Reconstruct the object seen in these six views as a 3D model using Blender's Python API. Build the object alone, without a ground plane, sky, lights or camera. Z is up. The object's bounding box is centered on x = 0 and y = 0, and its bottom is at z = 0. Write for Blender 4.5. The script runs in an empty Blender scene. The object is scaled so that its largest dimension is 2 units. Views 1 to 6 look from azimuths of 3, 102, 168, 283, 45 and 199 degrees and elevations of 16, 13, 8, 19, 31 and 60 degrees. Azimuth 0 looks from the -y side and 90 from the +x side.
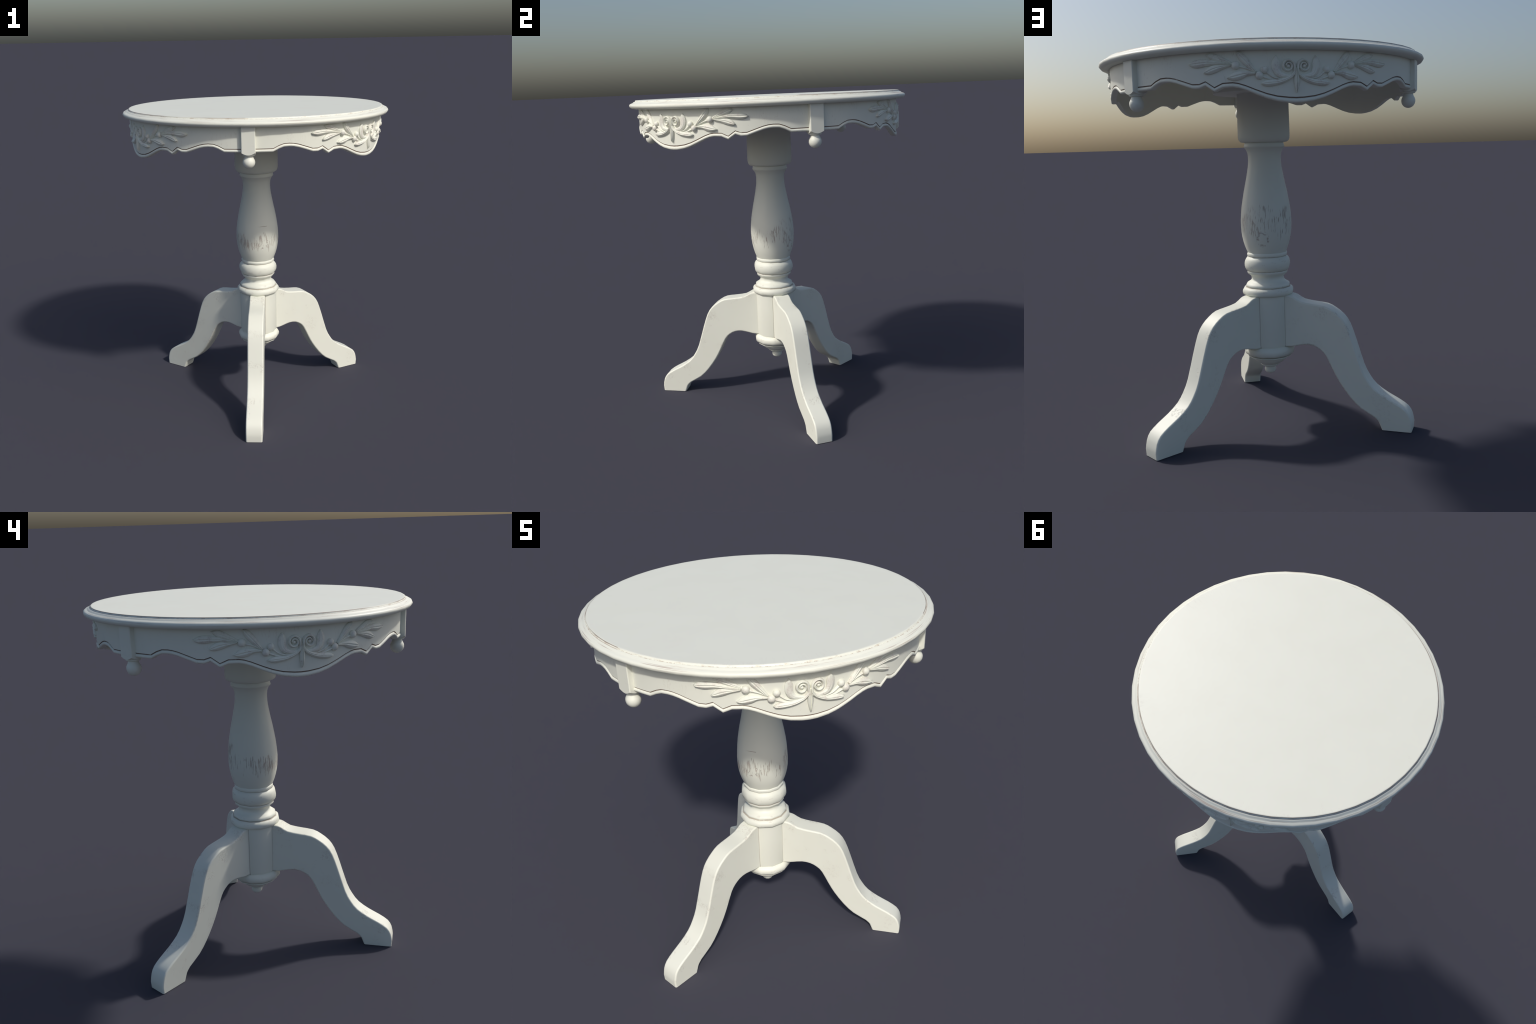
"""Round pedestal side table, painted off-white and distressed: turned column on three
cabriole legs, carved scalloped apron with olive sprays, square corner blocks with ball drops."""
import bpy, bmesh, math
from mathutils import Vector

TAU = 2 * math.pi
rad = math.radians

# ------------------------------------------------------------------ scene graph helpers
root = bpy.data.objects.new("pedestal_table", None)
bpy.context.scene.collection.objects.link(root)
root["label"] = "round off-white distressed pedestal table with carved scalloped apron"
root["category"] = "side table"


def add_object(name, mesh, parent=root, rot=0.0):
    ob = bpy.data.objects.new(name, mesh)
    bpy.context.scene.collection.objects.link(ob)
    ob.parent = parent
    ob.rotation_euler = (0, 0, rot)
    return ob


def finish_mesh(name, bm, mats, sharp_angle=50, recalc=True):
    if recalc:
        bmesh.ops.recalc_face_normals(bm, faces=bm.faces)
    for f in bm.faces:
        f.smooth = True
    for e in bm.edges:
        if len(e.link_faces) == 2 and e.calc_face_angle(0) > rad(sharp_angle):
            e.smooth = False
    me = bpy.data.meshes.new(name)
    bm.to_mesh(me)
    bm.free()
    for m in mats:
        me.materials.append(m)
    return me


# ------------------------------------------------------------------ node helpers
class Nodes:
    def __init__(self, name):
        self.mat = bpy.data.materials.new(name)
        self.mat.use_nodes = True
        self.t = self.mat.node_tree
        self.t.nodes.clear()

    def n(self, kind, **props):
        node = self.t.nodes.new(kind)
        for k, v in props.items():
            setattr(node, k, v)
        return node

    def put(self, sock, v):
        if isinstance(v, bpy.types.NodeSocket):
            self.t.links.new(v, sock)
        elif isinstance(v, (tuple, list)) and len(v) == 3 and len(sock.default_value) == 4:
            sock.default_value = (*v, 1.0)
        else:
            sock.default_value = v

    def math(self, op, a, b=0.0, c=0.0, clamp=False):
        node = self.n("ShaderNodeMath", operation=op, use_clamp=clamp)
        for i, v in enumerate((a, b, c)):
            self.put(node.inputs[i], v)
        return node.outputs[0]

    def mul(self, *vs):
        out = vs[0]
        for v in vs[1:]:
            out = self.math("MULTIPLY", out, v)
        return out

    def step(self, v, lo, hi):
        node = self.n("ShaderNodeMapRange", interpolation_type="SMOOTHSTEP")
        self.put(node.inputs["Value"], v)
        node.inputs["From Min"].default_value = lo
        node.inputs["From Max"].default_value = hi
        return node.outputs[0]

    def band(self, v, a, b, c, d):
        return self.math("MULTIPLY", self.step(v, a, b), self.step(v, d, c))

    def xyz(self, x, y, z):
        node = self.n("ShaderNodeCombineXYZ")
        for i, v in enumerate((x, y, z)):
            self.put(node.inputs[i], v)
        return node.outputs[0]

    def noise(self, vec, scale, detail=3.0, rough=0.55, dist=0.0):
        node = self.n("ShaderNodeTexNoise")
        self.put(node.inputs["Vector"], vec)
        node.inputs["Scale"].default_value = scale
        node.inputs["Detail"].default_value = detail
        node.inputs["Roughness"].default_value = rough
        node.inputs["Distortion"].default_value = dist
        return node.outputs[0]

    def mix(self, fac, a, b):
        node = self.n("ShaderNodeMix", data_type="RGBA")
        self.put(node.inputs[0], fac)
        self.put(node.inputs[6], a)
        self.put(node.inputs[7], b)
        return node.outputs[2]

    def position(self):
        g = self.n("ShaderNodeNewGeometry")
        s = self.n("ShaderNodeSeparateXYZ")
        self.t.links.new(g.outputs["Position"], s.inputs[0])
        return g.outputs["Position"], s.outputs[0], s.outputs[1], s.outputs[2]

    def local(self):
        g = self.n("ShaderNodeTexCoord")
        s = self.n("ShaderNodeSeparateXYZ")
        self.t.links.new(g.outputs["Object"], s.inputs[0])
        return g.outputs["Object"], s.outputs[0], s.outputs[1], s.outputs[2]

    def finish(self, color, rough=0.5, bump=None, strength=0.3, dist=0.002):
        b = self.n("ShaderNodeBsdfPrincipled")
        self.put(b.inputs["Base Color"], color)
        self.put(b.inputs["Roughness"], rough)
        b.inputs["Specular IOR Level"].default_value = 0.45
        if bump is not None:
            bn = self.n("ShaderNodeBump")
            bn.inputs["Strength"].default_value = strength
            bn.inputs["Distance"].default_value = dist
            self.put(bn.inputs["Height"], bump)
            self.t.links.new(bn.outputs[0], b.inputs["Normal"])
        o = self.n("ShaderNodeOutputMaterial")
        self.t.links.new(b.outputs[0], o.inputs[0])
        return self.mat


CREAM = (0.788, 0.799, 0.706)
CREAM_B = (0.778, 0.786, 0.692)
WEAR = (0.36, 0.255, 0.215)
GROOVE_DARK = (0.20, 0.145, 0.115)
PINK = (0.64, 0.575, 0.525)


def painted_base(N, pos):
    """slightly uneven off-white paint"""
    big = N.noise(pos, 5.0, 3.0)
    return N.mix(N.step(big, 0.35, 0.7), CREAM, CREAM_B)


def mat_plain():
    N = Nodes("off_white_paint")
    pos, x, y, z = N.position()
    col = painted_base(N, pos)
    fleck = N.mul(N.step(N.noise(pos, 9.0, 4.0, 0.6), 0.62, 0.72), N.step(N.noise(pos, 160.0, 3.0, 0.7), 0.52, 0.66))
    col = N.mix(N.mul(fleck, 0.35), col, PINK)
    return N.finish(col, 0.5)


def mat_top():
    """tabletop: rubbed-through streaks that run round the moulding, dark lines at the step"""
    N = Nodes("tabletop_paint")
    pos, x, y, z = N.position()
    col = painted_base(N, pos)
    r = N.math("SQRT", N.math("ADD", N.mul(x, x), N.mul(y, y)))
    az = N.math("ARCTAN2", x, N.mul(y, -1.0))
    ca, sa = N.math("DIVIDE", x, r), N.math("DIVIDE", y, r)
    # coordinates: direction round the rim (slow) + height/radius (fast)
    prof = N.math("SUBTRACT", N.mul(z, 1.0), N.mul(r, 0.6))
    v = N.xyz(N.mul(ca, 2.4), N.mul(sa, 2.4), N.mul(prof, 190.0))
    streak = N.step(N.noise(v, 1.0, 5.0, 0.62), 0.53, 0.62)
    where = N.step(N.noise(N.xyz(N.mul(ca, 2.4), N.mul(sa, 2.4), N.mul(prof, 40.0)), 1.0, 2.0), 0.44, 0.54)
    rim = N.mul(N.step(r, 0.826, 0.832), N.step(z, 1.962, 1.970))
    wear = N.mul(streak, where, rim)
    col = N.mix(N.mul(wear, 0.60), col, WEAR)
    # brown and dark lines at the edge of the upper step
    fine = N.noise(N.xyz(N.mul(ca, 60.0), N.mul(sa, 60.0), N.mul(z, 160.0)), 1.0, 4.0, 0.65)
    slow = N.noise(N.xyz(N.mul(ca, 1.3), N.mul(sa, 1.3), 3.1), 1.0, 2.0)
    # one third of the rim is almost plain, the rest has a dark line
    third = N.band(az, rad(-1.5), rad(-0.5), rad(112), rad(114))
    heavy = N.mul(N.math("SUBTRACT", 1.0, third), N.step(slow, 0.30, 0.46))
    riser = N.mul(N.band(r, 0.8163, 0.8170, 0.8195, 0.8215), N.step(z, 1.990, 1.992))
    col = N.mix(N.mul(riser, N.step(fine, 0.40, 0.62), 0.55), col, (0.50, 0.41, 0.30))
    top_edge = N.mul(N.band(r, 0.8125, 0.8145, 0.8178, 0.8186), N.step(z, 1.9965, 1.998))
    col = N.mix(N.mul(top_edge, heavy, 0.8), col, (0.24, 0.17, 0.13))
    foot = N.mul(N.band(r, 0.8180, 0.8188, 0.8205, 0.8225), N.band(z, 1.989, 1.991, 1.9935, 1.995))
    col = N.mix(N.mul(foot, N.math("MAXIMUM", heavy, N.step(fine, 0.5, 0.6)), 0.65), col, WEAR)
    # hair cracks running in from the edge of the top
    hv = N.xyz(N.mul(az, 38.0), N.mul(r, 5.0), 0.3)
    hair = N.math("ABSOLUTE", N.math("SUBTRACT", N.noise(hv, 1.0, 4.0, 0.6, 0.4), 0.5))
    hair = N.mul(N.step(hair, 0.012, 0.0), N.step(r, 0.70, 0.80), N.step(N.noise(pos, 4.0, 2.0), 0.5, 0.6),
                 N.step(z, 1.9985, 1.9995))
    col = N.mix(N.mul(hair, 0.22), col, PINK)
    # small nicks just inside the edge of the top
    nick = N.mul(N.step(N.noise(pos, 75.0, 4.0, 0.7, 0.8), 0.56, 0.66), N.step(N.noise(pos, 7.0, 2.0), 0.47, 0.57),
                 N.band(r, 0.785, 0.806, 0.813, 0.816), N.step(z, 1.9985, 1.9995))
    col = N.mix(N.mul(nick, 0.35), col, PINK)
    h = N.math("MULTIPLY", N.math("MAXIMUM", nick, N.math("MAXIMUM", wear, hair)), -1.0)
    return N.finish(col, 0.46, h, 0.25, 0.001)


def mat_shaft():
    """column shaft: vertical rubbed grain in a broken band round the bulge, a knot, a scratch"""
    N = Nodes("column_paint")
    pos, x, y, z = N.position()
    col = painted_base(N, pos)
    r = N.math("SQRT", N.math("ADD", N.mul(x, x), N.mul(y, y)))
    ca, sa = N.math("DIVIDE", x, r), N.math("DIVIDE", y, r)
    az = N.math("ARCTAN2", x, N.mul(y, -1.0))
    v = N.xyz(N.mul(ca, 24.0), N.mul(sa, 24.0), N.mul(z, 16.0))
    fibres = N.noise(v, 1.0, 4.0, 0.64, 0.0)
    clump = N.noise(N.xyz(N.mul(ca, 2.2), N.mul(sa, 2.2), N.mul(z, 7.0)), 1.0, 3.0, 0.5)
    wander = N.mul(N.math("SUBTRACT", N.noise(N.xyz(ca, sa, 1.7), 1.4, 2.0), 0.5), 0.20)
    zz = N.math("ADD", z, wander)
    band = N.band(zz, 1.010, 1.085, 1.130, 1.180)
    # second, higher band on the back
    back = N.mul(N.band(zz, 1.13, 1.18, 1.20, 1.25), N.step(sa, 0.35, 0.7))
    zone = N.math("MAXIMUM", band, N.mul(back, 0.62))
    amount = N.math("ADD", N.mul(zone, 0.16), N.mul(N.math("SUBTRACT", clump, 0.5), 0.60))
    mask = N.mul(N.step(N.math("ADD", fibres, amount), 0.675, 0.775), N.step(zone, 0.05, 0.6))
    # knot: a broken ring round one point
    def spot(az0, z0, rx, rz):
        da = N.math("DIVIDE", N.math("SUBTRACT", az, az0), rx)
        dz = N.math("DIVIDE", N.math("SUBTRACT", z, z0), rz)
        return N.math("SQRT", N.math("ADD", N.mul(da, da), N.mul(dz, dz)))
    speck = N.step(N.noise(pos, 60.0, 3.0, 0.65), 0.50, 0.60)
    knot = N.mul(N.band(spot(rad(160), 1.045, 0.24, 0.040), 0.55, 0.75, 0.95, 1.2), speck)
    gouge1 = N.mul(N.step(spot(rad(12), 1.058, 0.16, 0.030), 1.0, 0.5),
                   N.step(N.noise(N.xyz(N.mul(az, 4.0), 0.0, N.mul(z, 75.0)), 1.0, 2.0), 0.53, 0.62))
    gouge2 = N.mul(N.step(spot(rad(30), 1.095, 0.09, 0.036), 1.0, 0.5),
                   N.step(N.noise(N.xyz(N.mul(az, 9.0), 2.0, N.mul(z, 40.0)), 1.0, 2.0), 0.5, 0.6))
    tilt = N.math("SUBTRACT", z, N.mul(N.math("SUBTRACT", az, rad(20)), 0.010))
    scratch = N.mul(N.band(tilt, 1.2105, 1.2125, 1.2135, 1.2155), N.band(az, rad(2), rad(20), rad(30), rad(31)))
    mask = N.math("MAXIMUM", mask, N.math("MAXIMUM", knot, N.math("MAXIMUM", gouge1, N.math("MAXIMUM", gouge2, scratch))))
    col = N.mix(N.mul(mask, 0.62), col, WEAR)
    return N.finish(col, 0.5, N.mul(mask, -1.0), 0.55, 0.004)


def mat_turned():
    """turned rings: light rubbing on the proud edges"""
    N = Nodes("turned_paint")
    pos, x, y, z = N.position()
    col = painted_base(N, pos)
    r = N.math("SQRT", N.math("ADD", N.mul(x, x), N.mul(y, y)))
    ca, sa = N.math("DIVIDE", x, r), N.math("DIVIDE", y, r)
    v = N.xyz(N.mul(ca, 3.0), N.mul(sa, 3.0), N.mul(z, 75.0))
    s = N.mul(N.step(N.noise(v, 1.0, 4.0, 0.6), 0.60, 0.68), N.step(r, 0.105, 0.12))
    col = N.mix(N.mul(s, 0.24), col, WEAR)
    return N.finish(col, 0.5)


def mat_leg():
    """legs: chipped, scuffed patches clustered along the long edges"""
    N = Nodes("leg_paint")
    pos, x, y, z = N.position()
    lpos, lx, ly, lz = N.local()
    col = painted_base(N, pos)
    side = N.math("ABSOLUTE", lx)
    # chips along the rounded arrises
    edge = N.band(side, 0.022, 0.042, 0.0520, 0.0523)
    where = N.step(N.noise(pos, 9.5, 2.0, 0.5), 0.56, 0.64)
    chips = N.step(N.noise(pos, 85.0, 4.0, 0.7, 0.5), 0.50, 0.62)
    mask = N.mul(where, chips, edge)
    # scuffs on the flanks: (reach, height, size) along the leg, present on some legs only
    pits = N.step(N.noise(pos, 95.0, 4.0, 0.72, 0.6), 0.50, 0.62)
    for k, (reach, height, size) in enumerate(((0.165, 0.695, 0.040), (0.315, 0.630, 0.050), (0.430, 0.560, 0.045),
                                               (0.505, 0.380, 0.035), (0.640, 0.185, 0.035), (0.745, 0.105, 0.032))):
        dy = N.math("ADD", ly, reach)
        dz = N.math("SUBTRACT", lz, height)
        d = N.math("SQRT", N.math("ADD", N.mul(dy, dy), N.mul(dz, dz)))
        soft = N.math("ADD", d, N.mul(N.math("SUBTRACT", N.noise(pos, 28.0, 2.0), 0.5), 0.05))
        here = N.step(N.noise(N.xyz(N.mul(lx, 9.0), N.mul(x, 1.3), N.math("ADD", N.mul(y, 1.3), 3.7 * k)), 1.6, 1.0), 0.45, 0.53)
        mask = N.math("MAXIMUM", mask, N.mul(N.step(soft, size, size * 0.35), pits, here, 0.75))
    col = N.mix(N.mul(mask, 0.36), col, WEAR)
    return N.finish(col, 0.5, N.mul(mask, -1.0), 0.40, 0.003)


def mat_apron():
    N = Nodes("apron_paint")
    pos, x, y, z = N.position()
    col = painted_base(N, pos)
    r = N.math("SQRT", N.math("ADD", N.mul(x, x), N.mul(y, y)))
    az = N.math("ARCTAN2", x, N.mul(y, -1.0))
    hv = N.xyz(N.mul(az, 42.0), N.mul(z, 7.0), 0.7)
    hair = N.math("ABSOLUTE", N.math("SUBTRACT", N.noise(hv, 1.0, 3.0, 0.6, 0.5), 0.5))
    hair = N.mul(N.step(hair, 0.010, 0.0), N.step(N.noise(pos, 7.0, 2.0), 0.52, 0.6))
    speck = N.mul(N.step(N.noise(pos, 220.0, 3.0, 0.7), 0.60, 0.70), N.step(N.noise(pos, 12.0, 2.0), 0.5, 0.62))
    mask = N.math("MAXIMUM", N.mul(hair, 0.55), N.mul(speck, 0.5))
    col = N.mix(N.mul(mask, 0.42), col, WEAR)
    return N.finish(col, 0.5, N.mul(mask, -1.0), 0.25, 0.001)


def mat_carving():
    """carved sprays: paint rubbed to a pinkish grey over the high grain"""
    N = Nodes("carving_paint")
    pos, x, y, z = N.position()
    base = painted_base(N, pos)
    a = N.step(N.noise(pos, 22.0, 3.0, 0.6), 0.46, 0.62)
    b = N.step(N.noise(pos, 130.0, 4.0, 0.7), 0.50, 0.64)
    col = N.mix(N.mul(a, 0.34), base, PINK)
    col = N.mix(N.mul(b, a, 0.30), col, WEAR)
    bump = N.noise(pos, 110.0, 3.0, 0.6)
    return N.finish(col, 0.52, bump, 0.25, 0.002)


def mat_line(name, colour, clean):
    """dark colour along a carved line, broken here and there"""
    N = Nodes(name)
    pos, x, y, z = N.position()
    base = painted_base(N, pos)
    f = N.step(N.noise(pos, 14.0, 4.0, 0.6), clean - 0.12, clean + 0.10)
    col = N.mix(f, base, colour)
    return N.finish(col, 0.65)


def mat_hub():
    """hub: a thin dark line along both sides of each leg"""
    N = Nodes("hub_paint")
    pos, x, y, z = N.position()
    col = painted_base(N, pos)
    line = None
    for k in range(3):
        a = rad(120 * k)
        t = N.math("ABSOLUTE", N.math("ADD", N.mul(x, math.cos(a)), N.mul(y, math.sin(a))))
        out = N.math("SUBTRACT", N.mul(x, math.sin(a)), N.mul(y, math.cos(a)))
        m = N.mul(N.step(t, 0.0553, 0.0538), N.step(out, 0.02, 0.04))
        line = m if line is None else N.math("MAXIMUM", line, m)
    col = N.mix(N.mul(line, 0.75), col, (0.27, 0.22, 0.18))
    return N.finish(col, 0.5)


M_HUB = mat_hub()
M_PLAIN, M_TOP, M_SHAFT, M_TURN = mat_plain(), mat_top(), mat_shaft(), mat_turned()
M_LEG, M_APRON, M_CARVE = mat_leg(), mat_apron(), mat_carving()
M_GROOVE = mat_line("groove_dark_line", GROOVE_DARK, 0.30)
M_SEAM = mat_line("seam_grime", (0.46, 0.41, 0.34), 0.36)


# ------------------------------------------------------------------ turned parts
def lathe(name, profile, sides, mats, sharp=50, seams=(), centre=(0, 0), phase=0.0):
    """revolve (radius, z) pairs; radius 0 closes the end. seams: profile spans given material slot 1"""
    bm = bmesh.new()
    rings = []
    for r, z in profile:
        if r < 1e-6:
            rings.append([bm.verts.new((centre[0], centre[1], z))])
        else:
            rings.append([bm.verts.new((centre[0] + r * math.sin(phase + TAU * i / sides),
                                        centre[1] - r * math.cos(phase + TAU * i / sides), z)) for i in range(sides)])
    for k in range(len(rings) - 1):
        a, b = rings[k], rings[k + 1]
        for i in range(sides):
            j = (i + 1) % sides
            if len(a) == 1:
                f = bm.faces.new((a[0], b[i], b[j]))
            elif len(b) == 1:
                f = bm.faces.new((a[i], b[0], a[j]))
            else:
                f = bm.faces.new((a[i], b[i], b[j], a[j]))
            if k in seams:
                f.material_index = 1
    return finish_mesh(name, bm, mats, sharp)


TOP = [(0, 1.9500), (0.55, 1.9500), (0.79, 1.9500), (0.830, 1.9501), (0.8392, 1.9515), (0.8467, 1.9550), (0.8515, 1.9600),
       (0.8545, 1.9655), (0.8550, 1.9705), (0.8528, 1.9760), (0.8475, 1.9802), (0.8395, 1.9828), (0.8330, 1.9852),
       (0.8290, 1.9892), (0.8240, 1.9918), (0.8195, 1.9925), (0.8180, 1.9932), (0.8172, 1.9985), (0.8155, 2.0000),
       (0.809, 2.0), (0.76, 2.0), (0.40, 2.0), (0, 2.0)]
top_mesh = lathe("tabletop", TOP, 48, [M_TOP], 60)
add_object("tabletop", top_mesh)

add_object("mounting_plate", lathe("mounting_plate", [(0, 1.8212), (0.266, 1.8212), (0.270, 1.824), (0.270, 1.9495), (0, 1.9495)],
                                   24, [M_PLAIN], 40))

CAPITAL = [(0, 1.8225), (0.1415, 1.8225), (0.1425, 1.740), (0.1438, 1.660), (0.1442, 1.602), (0.1436, 1.589), (0.1408, 1.578),
           (0.1350, 1.5695), (0.1265, 1.5645), (0.117, 1.5625), (0.1085, 1.5615), (0, 1.5615)]
add_object("column_capital", lathe("column_capital", CAPITAL, 12, [M_PLAIN], 60))

SHAFT = [(0, 1.5625), (0.1060, 1.5625), (0.1088, 1.5580), (0.1100, 1.5510), (0.1135, 1.5405), (0.1130, 1.5375), (0.1085, 1.5330),
         (0.1025, 1.5250), (0.0970, 1.5140), (0.0937, 1.5040), (0.0918, 1.4860), (0.0915, 1.4690), (0.0925, 1.4480),
         (0.0950, 1.4270), (0.1000, 1.3980), (0.1055, 1.3700), (0.1130, 1.3340), (0.1215, 1.2960), (0.1290, 1.2560),
         (0.1360, 1.2150), (0.1405, 1.1750), (0.1428, 1.1380), (0.1428, 1.1080), (0.1408, 1.0770), (0.1372, 1.0520),
         (0.1315, 1.0250), (0.1240, 0.9990), (0.1160, 0.9780), (0.1085, 0.9600), (0, 0.9600)]
add_object("column_shaft", lathe("column_shaft", SHAFT, 12, [M_SHAFT], 60))

COLLAR = [(0, 0.9620), (0.1080, 0.9620), (0.1118, 0.9590), (0.1133, 0.9530), (0.1133, 0.9475), (0.1115, 0.9420), (0.1082, 0.9385),
          (0.1125, 0.9350), (0.1205, 0.9280), (0.1262, 0.9170), (0.1290, 0.9030), (0.1288, 0.8900), (0.1262, 0.8775),
          (0.1205, 0.8665), (0.1125, 0.8605), (0.1142, 0.8575), (0.1145, 0.8510), (0.1115, 0.8440), (0.1050, 0.8385),
          (0.0980, 0.8330), (0.0932, 0.8265), (0.0912, 0.8180), (0.0922, 0.8090), (0.0968, 0.8010), (0.1050, 0.7950),
          (0.1150, 0.7895), (0.1220, 0.7840), (0.1250, 0.7770), (0.1248, 0.7725), (0.1215, 0.7692), (0.1290, 0.7668),
          (0.1380, 0.7610), (0.1432, 0.7530), (0.1448, 0.7440), (0.1430, 0.7340), (0.1385, 0.7268), (0.1300, 0.7225),
          (0.1190, 0.7215), (0, 0.7215)]
add_object("column_collar", lathe("column_collar", COLLAR, 12, [M_TURN, M_SEAM], 62, seams=(5, 14, 29)))

HUB = [(0, 0.7240), (0.1256, 0.7240), (0.1256, 0.6500), (0.1256, 0.4480), (0.1242, 0.4400), (0.1210, 0.4335), (0.1200, 0.4250), (0, 0.4250)]
add_object("column_hub", lathe("column_hub", HUB, 12, [M_HUB, M_SEAM], 60, seams=(5,)))

FINIAL = [(0, 0.4340), (0.1220, 0.4340), (0.1310, 0.4298), (0.1385, 0.4225), (0.1430, 0.4120), (0.1425, 0.3980), (0.1375, 0.3870),
          (0.1285, 0.3800), (0.1090, 0.3778), (0.1090, 0.3752), (0.1232, 0.3740), (0.1232, 0.3700), (0.1030, 0.3680),
          (0.0990, 0.3600), (0.0925, 0.3500), (0.0845, 0.3410), (0.0735, 0.3328), (0.0560, 0.3218), (0.0515, 0.3195), (0.0545, 0.3180),
          (0.0535, 0.3150), (0.0430, 0.3085), (0.0325, 0.3045), (0.0315, 0.2990), (0.0330, 0.2860), (0.0305, 0.2760),
          (0.0240, 0.2680), (0.0130, 0.2620), (0, 0.2602)]
add_object("bottom_finial", lathe("bottom_finial", FINIAL, 12, [M_TURN], 62))


# ------------------------------------------------------------------ legs
def catmull(pts, per=3, closed=False):
    out = []
    n = len(pts)
    for i in range(n - 1):
        p0, p1, p2, p3 = pts[max(i - 1, 0)], pts[i], pts[i + 1], pts[min(i + 2, n - 1)]
        for k in range(per):
            t = k / per
            out.append(tuple(0.5 * ((2 * b) + (c - a) * t + (2 * a - 5 * b + 4 * c - d) * t * t + (3 * b - a - 3 * c + d) * t ** 3)
                             for a, b, c, d in zip(p0, p1, p2, p3)))
    out.append(pts[-1])
    return out


LEG_TOP = [(0.085, 0.7270), (0.1332, 0.7245), (0.1617, 0.7163), (0.2024, 0.6931), (0.2683, 0.6821), (0.3367, 0.6727),
           (0.3827, 0.6501), (0.4283, 0.6141), (0.4613, 0.5648), (0.4938, 0.4743), (0.5364, 0.3409), (0.5681, 0.2780),
           (0.6071, 0.2281), (0.6671, 0.1862), (0.7297, 0.1530), (0.7801, 0.1190), (0.8026, 0.0810), (0.8112, 0.0360)]
LEG_END = [(0.8085, 0.0), (0.6480, 0.0)]
LEG_UNDER = [(0.6326, 0.0406), (0.6070, 0.0671), (0.5316, 0.1115), (0.4719, 0.1712), (0.4152, 0.2500), (0.3795, 0.3151),
             (0.3410, 0.3924), (0.3108, 0.4254), (0.2711, 0.4463), (0.2246, 0.4509), (0.1712, 0.4402), (0.1400, 0.4345),
             (0.085, 0.4340)]
LEG_HALF = 0.0522


def leg_mesh():
    outline = catmull(LEG_TOP, 2) + LEG_END + catmull(LEG_UNDER, 2)
    bm = bmesh.new()
    left = [bm.verts.new((-LEG_HALF, -r, z)) for r, z in outline]
    right = [bm.verts.new((LEG_HALF, -r, z)) for r, z in outline]
    n = len(outline)
    bm.faces.new(left)
    bm.faces.new(right)
    for i in range(n):
        j = (i + 1) % n
        bm.faces.new((left[i], left[j], right[j], right[i]))
    bmesh.ops.recalc_face_normals(bm, faces=bm.faces)
    bm.edges.ensure_lookup_table()
    rim = [e for e in bm.edges if any(len(f.verts) > 4 for f in e.link_faces)
           and not all(abs(v.co.z) < 1e-5 for v in e.verts) and not all(v.co.y > -0.09 for v in e.verts)]
    bmesh.ops.bevel(bm, geom=rim, offset=0.0095, segments=4, profile=0.5, affect='EDGES', clamp_overlap=True)
    for v in bm.verts:
        v.co.z = max(v.co.z, 0.0)
    me = finish_mesh("leg", bm, [M_LEG], 48)
    return me


leg = leg_mesh()
for k in range(3):
    ob = add_object("leg", leg, root, rad(120 * k))
    wn = ob.modifiers.new("weighted_normals", 'WEIGHTED_NORMAL')
    wn.keep_sharp = True
    wn.weight = 80


# ------------------------------------------------------------------ corner blocks with ball drops
BLOCK_R, BLOCK_HALF = 0.7840, 0.0398


def block_mesh():
    """square post whose lower end is turned to a blunt cone, so each face ends in an arc"""
    bm = bmesh.new()
    m = 8
    h, b = BLOCK_HALF, 0.0035
    loop = []
    corners = [(-h, -h), (h, -h), (h, h), (-h, h)]
    for c in range(4):
        x0, y0 = corners[c]
        x1, y1 = corners[(c + 1) % 4]
        length = 2 * h
        for k in range(m + 1):
            t = (b + (length - 2 * b) * k / m) / length
            loop.append((x0 + (x1 - x0) * t, y0 + (y1 - y0) * t))
    rows = []
    for z in (1.9497, 1.880):
        rows.append([bm.verts.new((x, y - BLOCK_R, z)) for x, y in loop])

    def cut(x, y):
        return 1.7955 + max(0.0, math.hypot(x, y) - h) * 0.85
    rows.append([bm.verts.new((x, y - BLOCK_R, cut(x, y))) for x, y in loop])
    for s, z in ((0.80, 1.7935), (0.55, 1.7930)):
        rows.append([])
        for x, y in loop:
            d = math.hypot(x, y)
            rr = h * s
            rows[-1].append(bm.verts.new((x / d * rr, y / d * rr - BLOCK_R, z)))
    n = len(loop)
    for a, bb in zip(rows, rows[1:]):
        for i in range(n):
            j = (i + 1) % n
            bm.faces.new((a[i], a[j], bb[j], bb[i]))
    bm.faces.new(rows[0])
    bm.faces.new(rows[-1])
    return finish_mesh("corner_block", bm, [M_PLAIN], 36)


def drop_profile():
    prof = [(0, 1.7960), (0.0300, 1.7960), (0.0345, 1.7950), (0.0362, 1.7925), (0.0350, 1.7895), (0.0300, 1.7880), (0.0235, 1.7870)]
    c, r = 1.7510, 0.0358
    for k in range(1, 12):
        a = rad(50 - 140 * k / 12)
        prof.append((r * math.cos(a), c + r * math.sin(a)))
    prof.append((0, c - r))
    return prof


block = block_mesh()
drop = lathe("ball_drop", drop_profile(), 16, [M_PLAIN], 60, centre=(0, -BLOCK_R))
for k in range(3):
    ob = add_object("corner_block", block, root, rad(120 * k))
    add_object("ball_drop", drop, ob)

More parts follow.
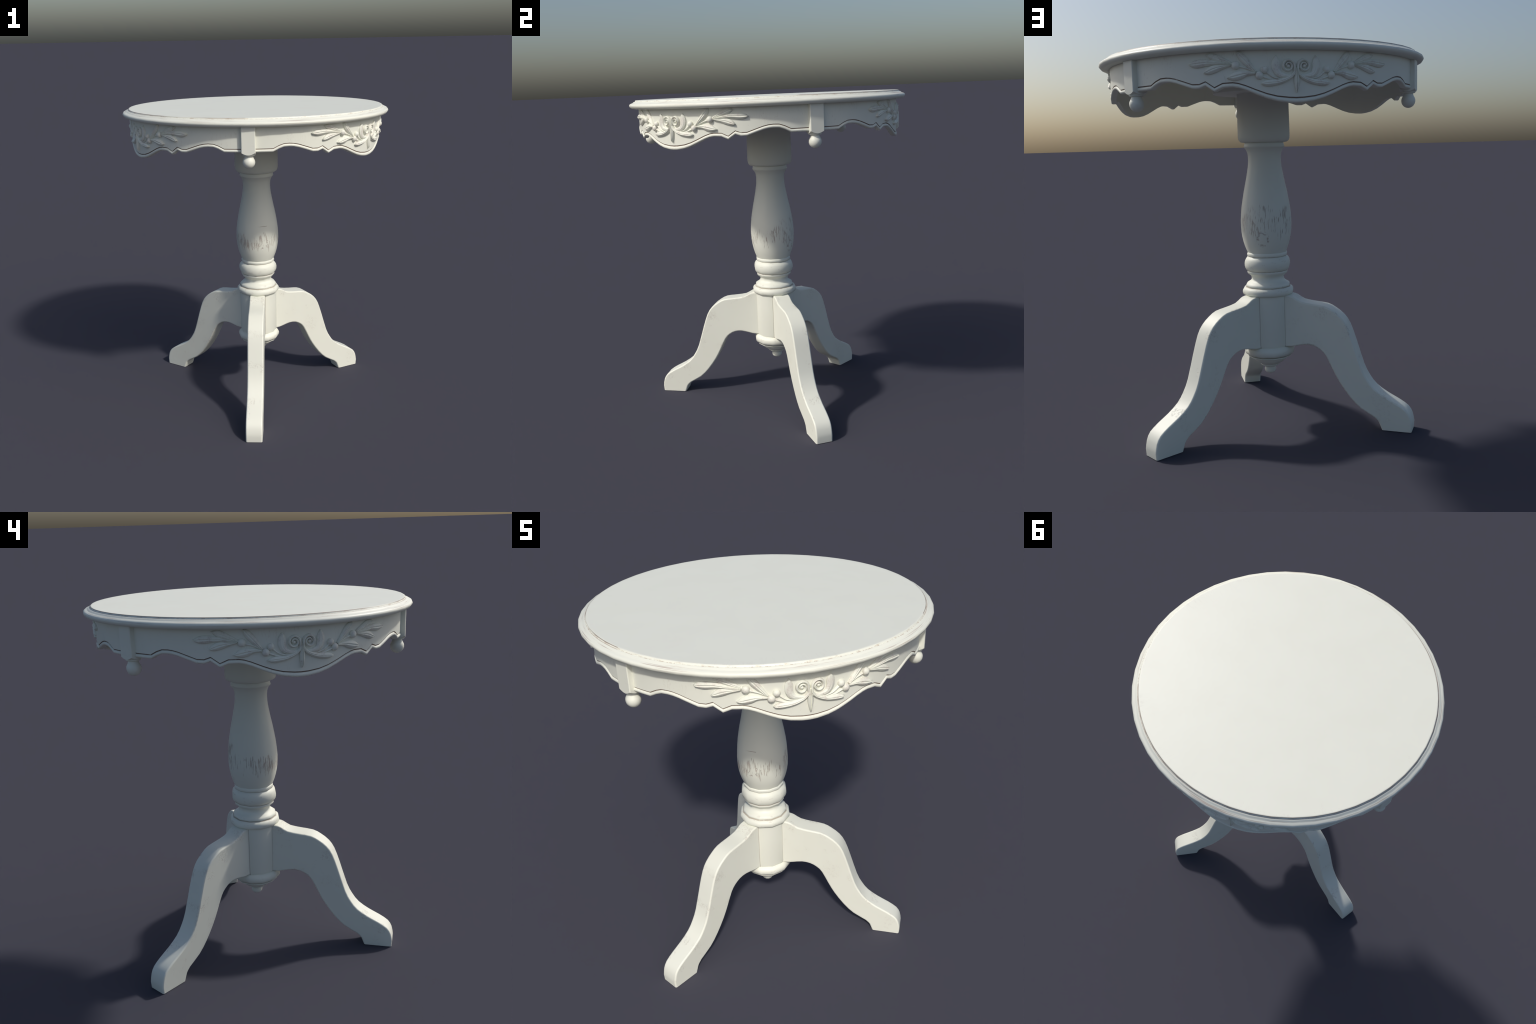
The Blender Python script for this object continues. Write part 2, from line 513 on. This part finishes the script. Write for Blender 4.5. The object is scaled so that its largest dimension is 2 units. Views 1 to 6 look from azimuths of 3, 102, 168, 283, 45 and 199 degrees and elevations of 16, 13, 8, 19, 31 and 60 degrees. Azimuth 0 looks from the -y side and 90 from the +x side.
# ------------------------------------------------------------------ scalloped apron
# half of the lower edge: degrees from the panel's middle, height
SCALLOP = [(0, 1.7266), (2.3, 1.7280), (6.0, 1.7355), (9.3, 1.7485), (12.4, 1.7652), (16.0, 1.7862), (18.2, 1.7960), (20.0, 1.8000),
           (23.2, 1.7985), (25.9, 1.7820), (28.8, 1.8092), (31.0, 1.7987), (33.4, 1.7998), (36.4, 1.8140), (39.6, 1.8285),
           (41.6, 1.8345), (43.4, 1.8368), (45.7, 1.8358), (47.8, 1.8262), (50.2, 1.8096), (58.8, 1.8096)]
PANEL_R, INNER_R, APRON_TOP = 0.8000, 0.7745, 1.9498


def edge_height(deg):
    d = abs(deg)
    for (a, za), (b, zb) in zip(SCALLOP, SCALLOP[1:]):
        if a <= d <= b:
            t = (d - a) / (b - a)
            return za + (zb - za) * t
    return SCALLOP[-1][1]


def apron_mesh():
    stations = set()
    half = [d for d, _ in SCALLOP]
    for a, b in zip(half, half[1:]):
        k = max(1, math.ceil((b - a) / 1.6))
        for i in range(k):
            stations.add(a + (b - a) * i / k)
    stations.add(half[-1])
    degs = sorted({-s for s in stations} | stations)
    # section above the edge: (radius, rise); the bead swells a little under the middle
    section = [(INNER_R, None), (PANEL_R, None), (PANEL_R, 0.0212), (PANEL_R - 0.0012, 0.0206), (PANEL_R - 0.0030, 0.0184),
               (PANEL_R - 0.0030, 0.0162), (PANEL_R - 0.0004, 0.0150), (PANEL_R + 0.0024, 0.0122), (PANEL_R + 0.0034, 0.0086),
               (PANEL_R + 0.0028, 0.0048), (PANEL_R + 0.0005, 0.0016), (PANEL_R - 0.0040, 0.0), (INNER_R, 0.0)]
    bm = bmesh.new()
    rows = []
    for d in degs:
        zl = edge_height(d) - 0.0018
        a = rad(d)
        row = []
        swell = 1.0 + 0.20 * math.exp(-(d / 8.0) ** 2)
        for r, rise in section:
            z = APRON_TOP if rise is None else zl + rise * swell
            row.append(bm.verts.new((r * math.sin(a), -r * math.cos(a), z)))
        rows.append(row)
    n = len(section)
    for a, b in zip(rows, rows[1:]):
        for i in range(n):
            j = (i + 1) % n
            f = bm.faces.new((a[i], b[i], b[j], a[j]))
            # dark brown faces in the quirk between panel and bead
            f.material_index = 1 if i in (2, 3, 4) else 0
    bm.faces.new(rows[0])
    bm.faces.new(rows[-1])
    return finish_mesh("apron", bm, [M_APRON, M_GROOVE], 55)


# ---- carved spray. Flat drawing plane: s = arc length from the panel middle, z = height; relief is radial.
def place(s, z, lift):
    a = s / 0.80
    r = PANEL_R + lift
    return (r * math.sin(a), -r * math.cos(a), z)


def smooth_path(ctrl, steps):
    """ctrl: (s, z, half_width); evenly resampled Catmull-Rom"""
    dense = catmull(ctrl, 24)
    acc = [0.0]
    for p, q in zip(dense, dense[1:]):
        acc.append(acc[-1] + math.hypot(q[0] - p[0], q[1] - p[1]))
    out, k = [], 0
    for i in range(steps + 1):
        target = acc[-1] * i / steps
        while k < len(acc) - 2 and acc[k + 1] < target:
            k += 1
        t = (target - acc[k]) / max(1e-9, acc[k + 1] - acc[k])
        out.append(tuple(u + (w - u) * t for u, w in zip(dense[k], dense[k + 1])))
    return out


def relief(name, ctrl, height, vein=0.0, steps=20, across=14, edge=0.38, flip=False, dish=0.0, widen=1.0):
    path = smooth_path(ctrl, steps)
    bm = bmesh.new()
    rows = []
    n = len(path)
    for i, (s, z, w) in enumerate(path):
        p, q = path[max(i - 1, 0)], path[min(i + 1, n - 1)]
        ds, dz = q[0] - p[0], q[1] - p[1]
        ln = math.hypot(ds, dz) or 1.0
        nx, nz = -dz / ln, ds / ln
        w = max(w * widen, 0.0006)
        tip = min(1.0, w / 0.005) ** 0.5
        row = []
        for k in range(-1, across + 2):
            u = max(-1.0, min(1.0, -1 + 2 * k / across))
            if k in (-1, across + 1):
                lift = -0.0025
            else:
                dome = edge + (1 - edge) * (1 - abs(u) ** 1.9)
                lift = height * dome * tip
                lift -= vein * math.exp(-(u / 0.13) ** 2) * tip
                lift += 0.35 * vein * (math.exp(-((abs(u) - 0.34) / 0.12) ** 2)) * tip
                lift -= dish * (1 - u * u) * tip
            ss, zz = s + nx * w * u, z + nz * w * u
            zz = min(zz, 1.9475)
            row.append(bm.verts.new(place(-ss if flip else ss, zz, lift)))
        rows.append(row)
    for a, b in zip(rows, rows[1:]):
        for i in range(len(a) - 1):
            bm.faces.new((a[i], b[i], b[i + 1], a[i + 1]))
    bm.faces.new(rows[0])
    bm.faces.new(rows[-1])
    return finish_mesh(name, bm, [M_CARVE], 58)


# left half of the spray, mirrored for the right: (s, z, half width) from base to tip
LEAVES = [
    ([(-0.283, 1.8935, 0.0030), (-0.330, 1.8995, 0.0055), (-0.385, 1.9055, 0.0115), (-0.435, 1.9030, 0.0148), (-0.462, 1.9015, 0.0095), (-0.479, 1.9020, 0.0)], 0.0145, 0.0030, 0.0),
    ([(-0.282, 1.8910, 0.0030), (-0.325, 1.8845, 0.0095), (-0.358, 1.8775, 0.0138), (-0.388, 1.8668, 0.0110), (-0.407, 1.8605, 0.0)], 0.0140, 0.0028, 0.0),
    ([(-0.283, 1.8990, 0.0045), (-0.318, 1.9125, 0.0095), (-0.350, 1.9245, 0.0125), (-0.375, 1.9330, 0.0100), (-0.396, 1.9380, 0.0)], 0.0110, 0.0026, 0.0),
    ([(-0.176, 1.8585, 0.0040), (-0.206, 1.8905, 0.0105), (-0.231, 1.9185, 0.0135), (-0.2490, 1.9375, 0.0085), (-0.2570, 1.9460, 0.0)], 0.0130, 0.0030, 0.0),
    ([(-0.176, 1.8520, 0.0035), (-0.213, 1.8525, 0.0085), (-0.245, 1.8465, 0.0150), (-0.275, 1.8400, 0.0135), (-0.303, 1.8358, 0.0)], 0.0145, 0.0028, 0.0),
    ([(-0.006, 1.8570, 0.0050), (-0.020, 1.8390, 0.0062), (-0.045, 1.8250, 0.0080), (-0.076, 1.8148, 0.0092), (-0.118, 1.8105, 0.0118), (-0.140, 1.8092, 0.0085), (-0.155, 1.8088, 0.0)], 0.0160, 0.0022, 0.0),
    ([(-0.018, 1.8400, 0.0040), (-0.045, 1.8392, 0.0068), (-0.074, 1.8470, 0.0110), (-0.0885, 1.8720, 0.0142), (-0.0892, 1.9020, 0.0140), (-0.0875, 1.9270, 0.0)], 0.0160, 0.0012, 0.0040),
]
MID_LEAF = ([(0.0, 1.8720, 0.0035), (0.0005, 1.8480, 0.0085), (0.0010, 1.8250, 0.0120), (0.0010, 1.8000, 0.0098), (0.0005, 1.7800, 0.0050), (0.0, 1.7665, 0.0)], 0.0170, 0.0050, 0.0)
STEMS = [
    [(-0.178, 1.8580, 0.0052), (-0.214, 1.8742, 0.0046), (-0.255, 1.8860, 0.0056)],
    [(-0.035, 1.8300, 0.0035), (-0.076, 1.8225, 0.0040), (-0.113, 1.8268, 0.0048), (-0.150, 1.8400, 0.0056)],
    [(-0.035, 1.8340, 0.0035), (-0.069, 1.8285, 0.0040), (-0.102, 1.8365, 0.0046), (-0.132, 1.8590, 0.0052)],
    [(-0.262, 1.8900, 0.0050), (-0.288, 1.8985, 0.0068), (-0.306, 1.9045, 0.0058), (-0.318, 1.9075, 0.0020)],
]
BERRIES = [(-0.2630, 1.8890, 0.0182), (-0.1610, 1.8440, 0.0176), (-0.1390, 1.8675, 0.0162)]


def scroll_control():
    """volute: rises from the middle leaf, winds inwards once and three quarters to a button"""
    cs, cz = -0.0350, 1.8815
    pts = [(-0.0105, 1.8420, 0.0050), (-0.0075, 1.8600, 0.0058)]
    turns, start = 1.50, rad(-5)
    for k in range(0, 25):
        t = k / 24
        a = start + turns * TAU * t
        r = 0.0175 * (1 - t) ** 0.9 + 0.0095
        pts.append((cs + r * math.cos(a), cz + r * 1.04 * math.sin(a), 0.0074 - 0.0026 * t))
    return pts, (cs, cz)


def berry_mesh(s, z, r, flip, name="berry", squash=0.95, raise_by=0.0030):
    bm = bmesh.new()
    bmesh.ops.create_uvsphere(bm, u_segments=20, v_segments=12, radius=1.0)
    for v in bm.verts:
        x, y, zz = v.co
        p = place((-s if flip else s) + x * r, z + zz * r, raise_by - y * r * squash)
        v.co = p
    return finish_mesh(name, bm, [M_CARVE], 80)


spray = []   # (kind, mesh)
for flip in (False, True):
    for ctrl, h, vein, dish in LEAVES:
        spray.append(("leaf", relief("leaf", ctrl, h, vein, flip=flip, dish=dish, widen=1.18)))
    for ctrl in STEMS:
        spray.append(("stem", relief("stem", ctrl, 0.0085, 0.0, steps=10, across=6, edge=0.1, flip=flip)))
    for s, z, r in BERRIES:
        spray.append(("berry", berry_mesh(s, z, r, flip)))
    ctrl, (cs, cz) = scroll_control()
    spray.append(("scroll", relief("scroll", ctrl, 0.0150, 0.0, steps=90, across=6, edge=0.15, flip=flip)))
    spray.append(("scroll_button", berry_mesh(cs - 0.0005, cz - 0.0005, 0.0082, flip, "scroll_button", 1.3, 0.002)))
spray.append(("leaf", relief("leaf", *MID_LEAF[:3], widen=1.08)))

apron = apron_mesh()
for k in range(3):
    panel = add_object("apron", apron, root, rad(60 + 120 * k))
    for kind, mesh in spray:
        add_object(kind, mesh, panel)
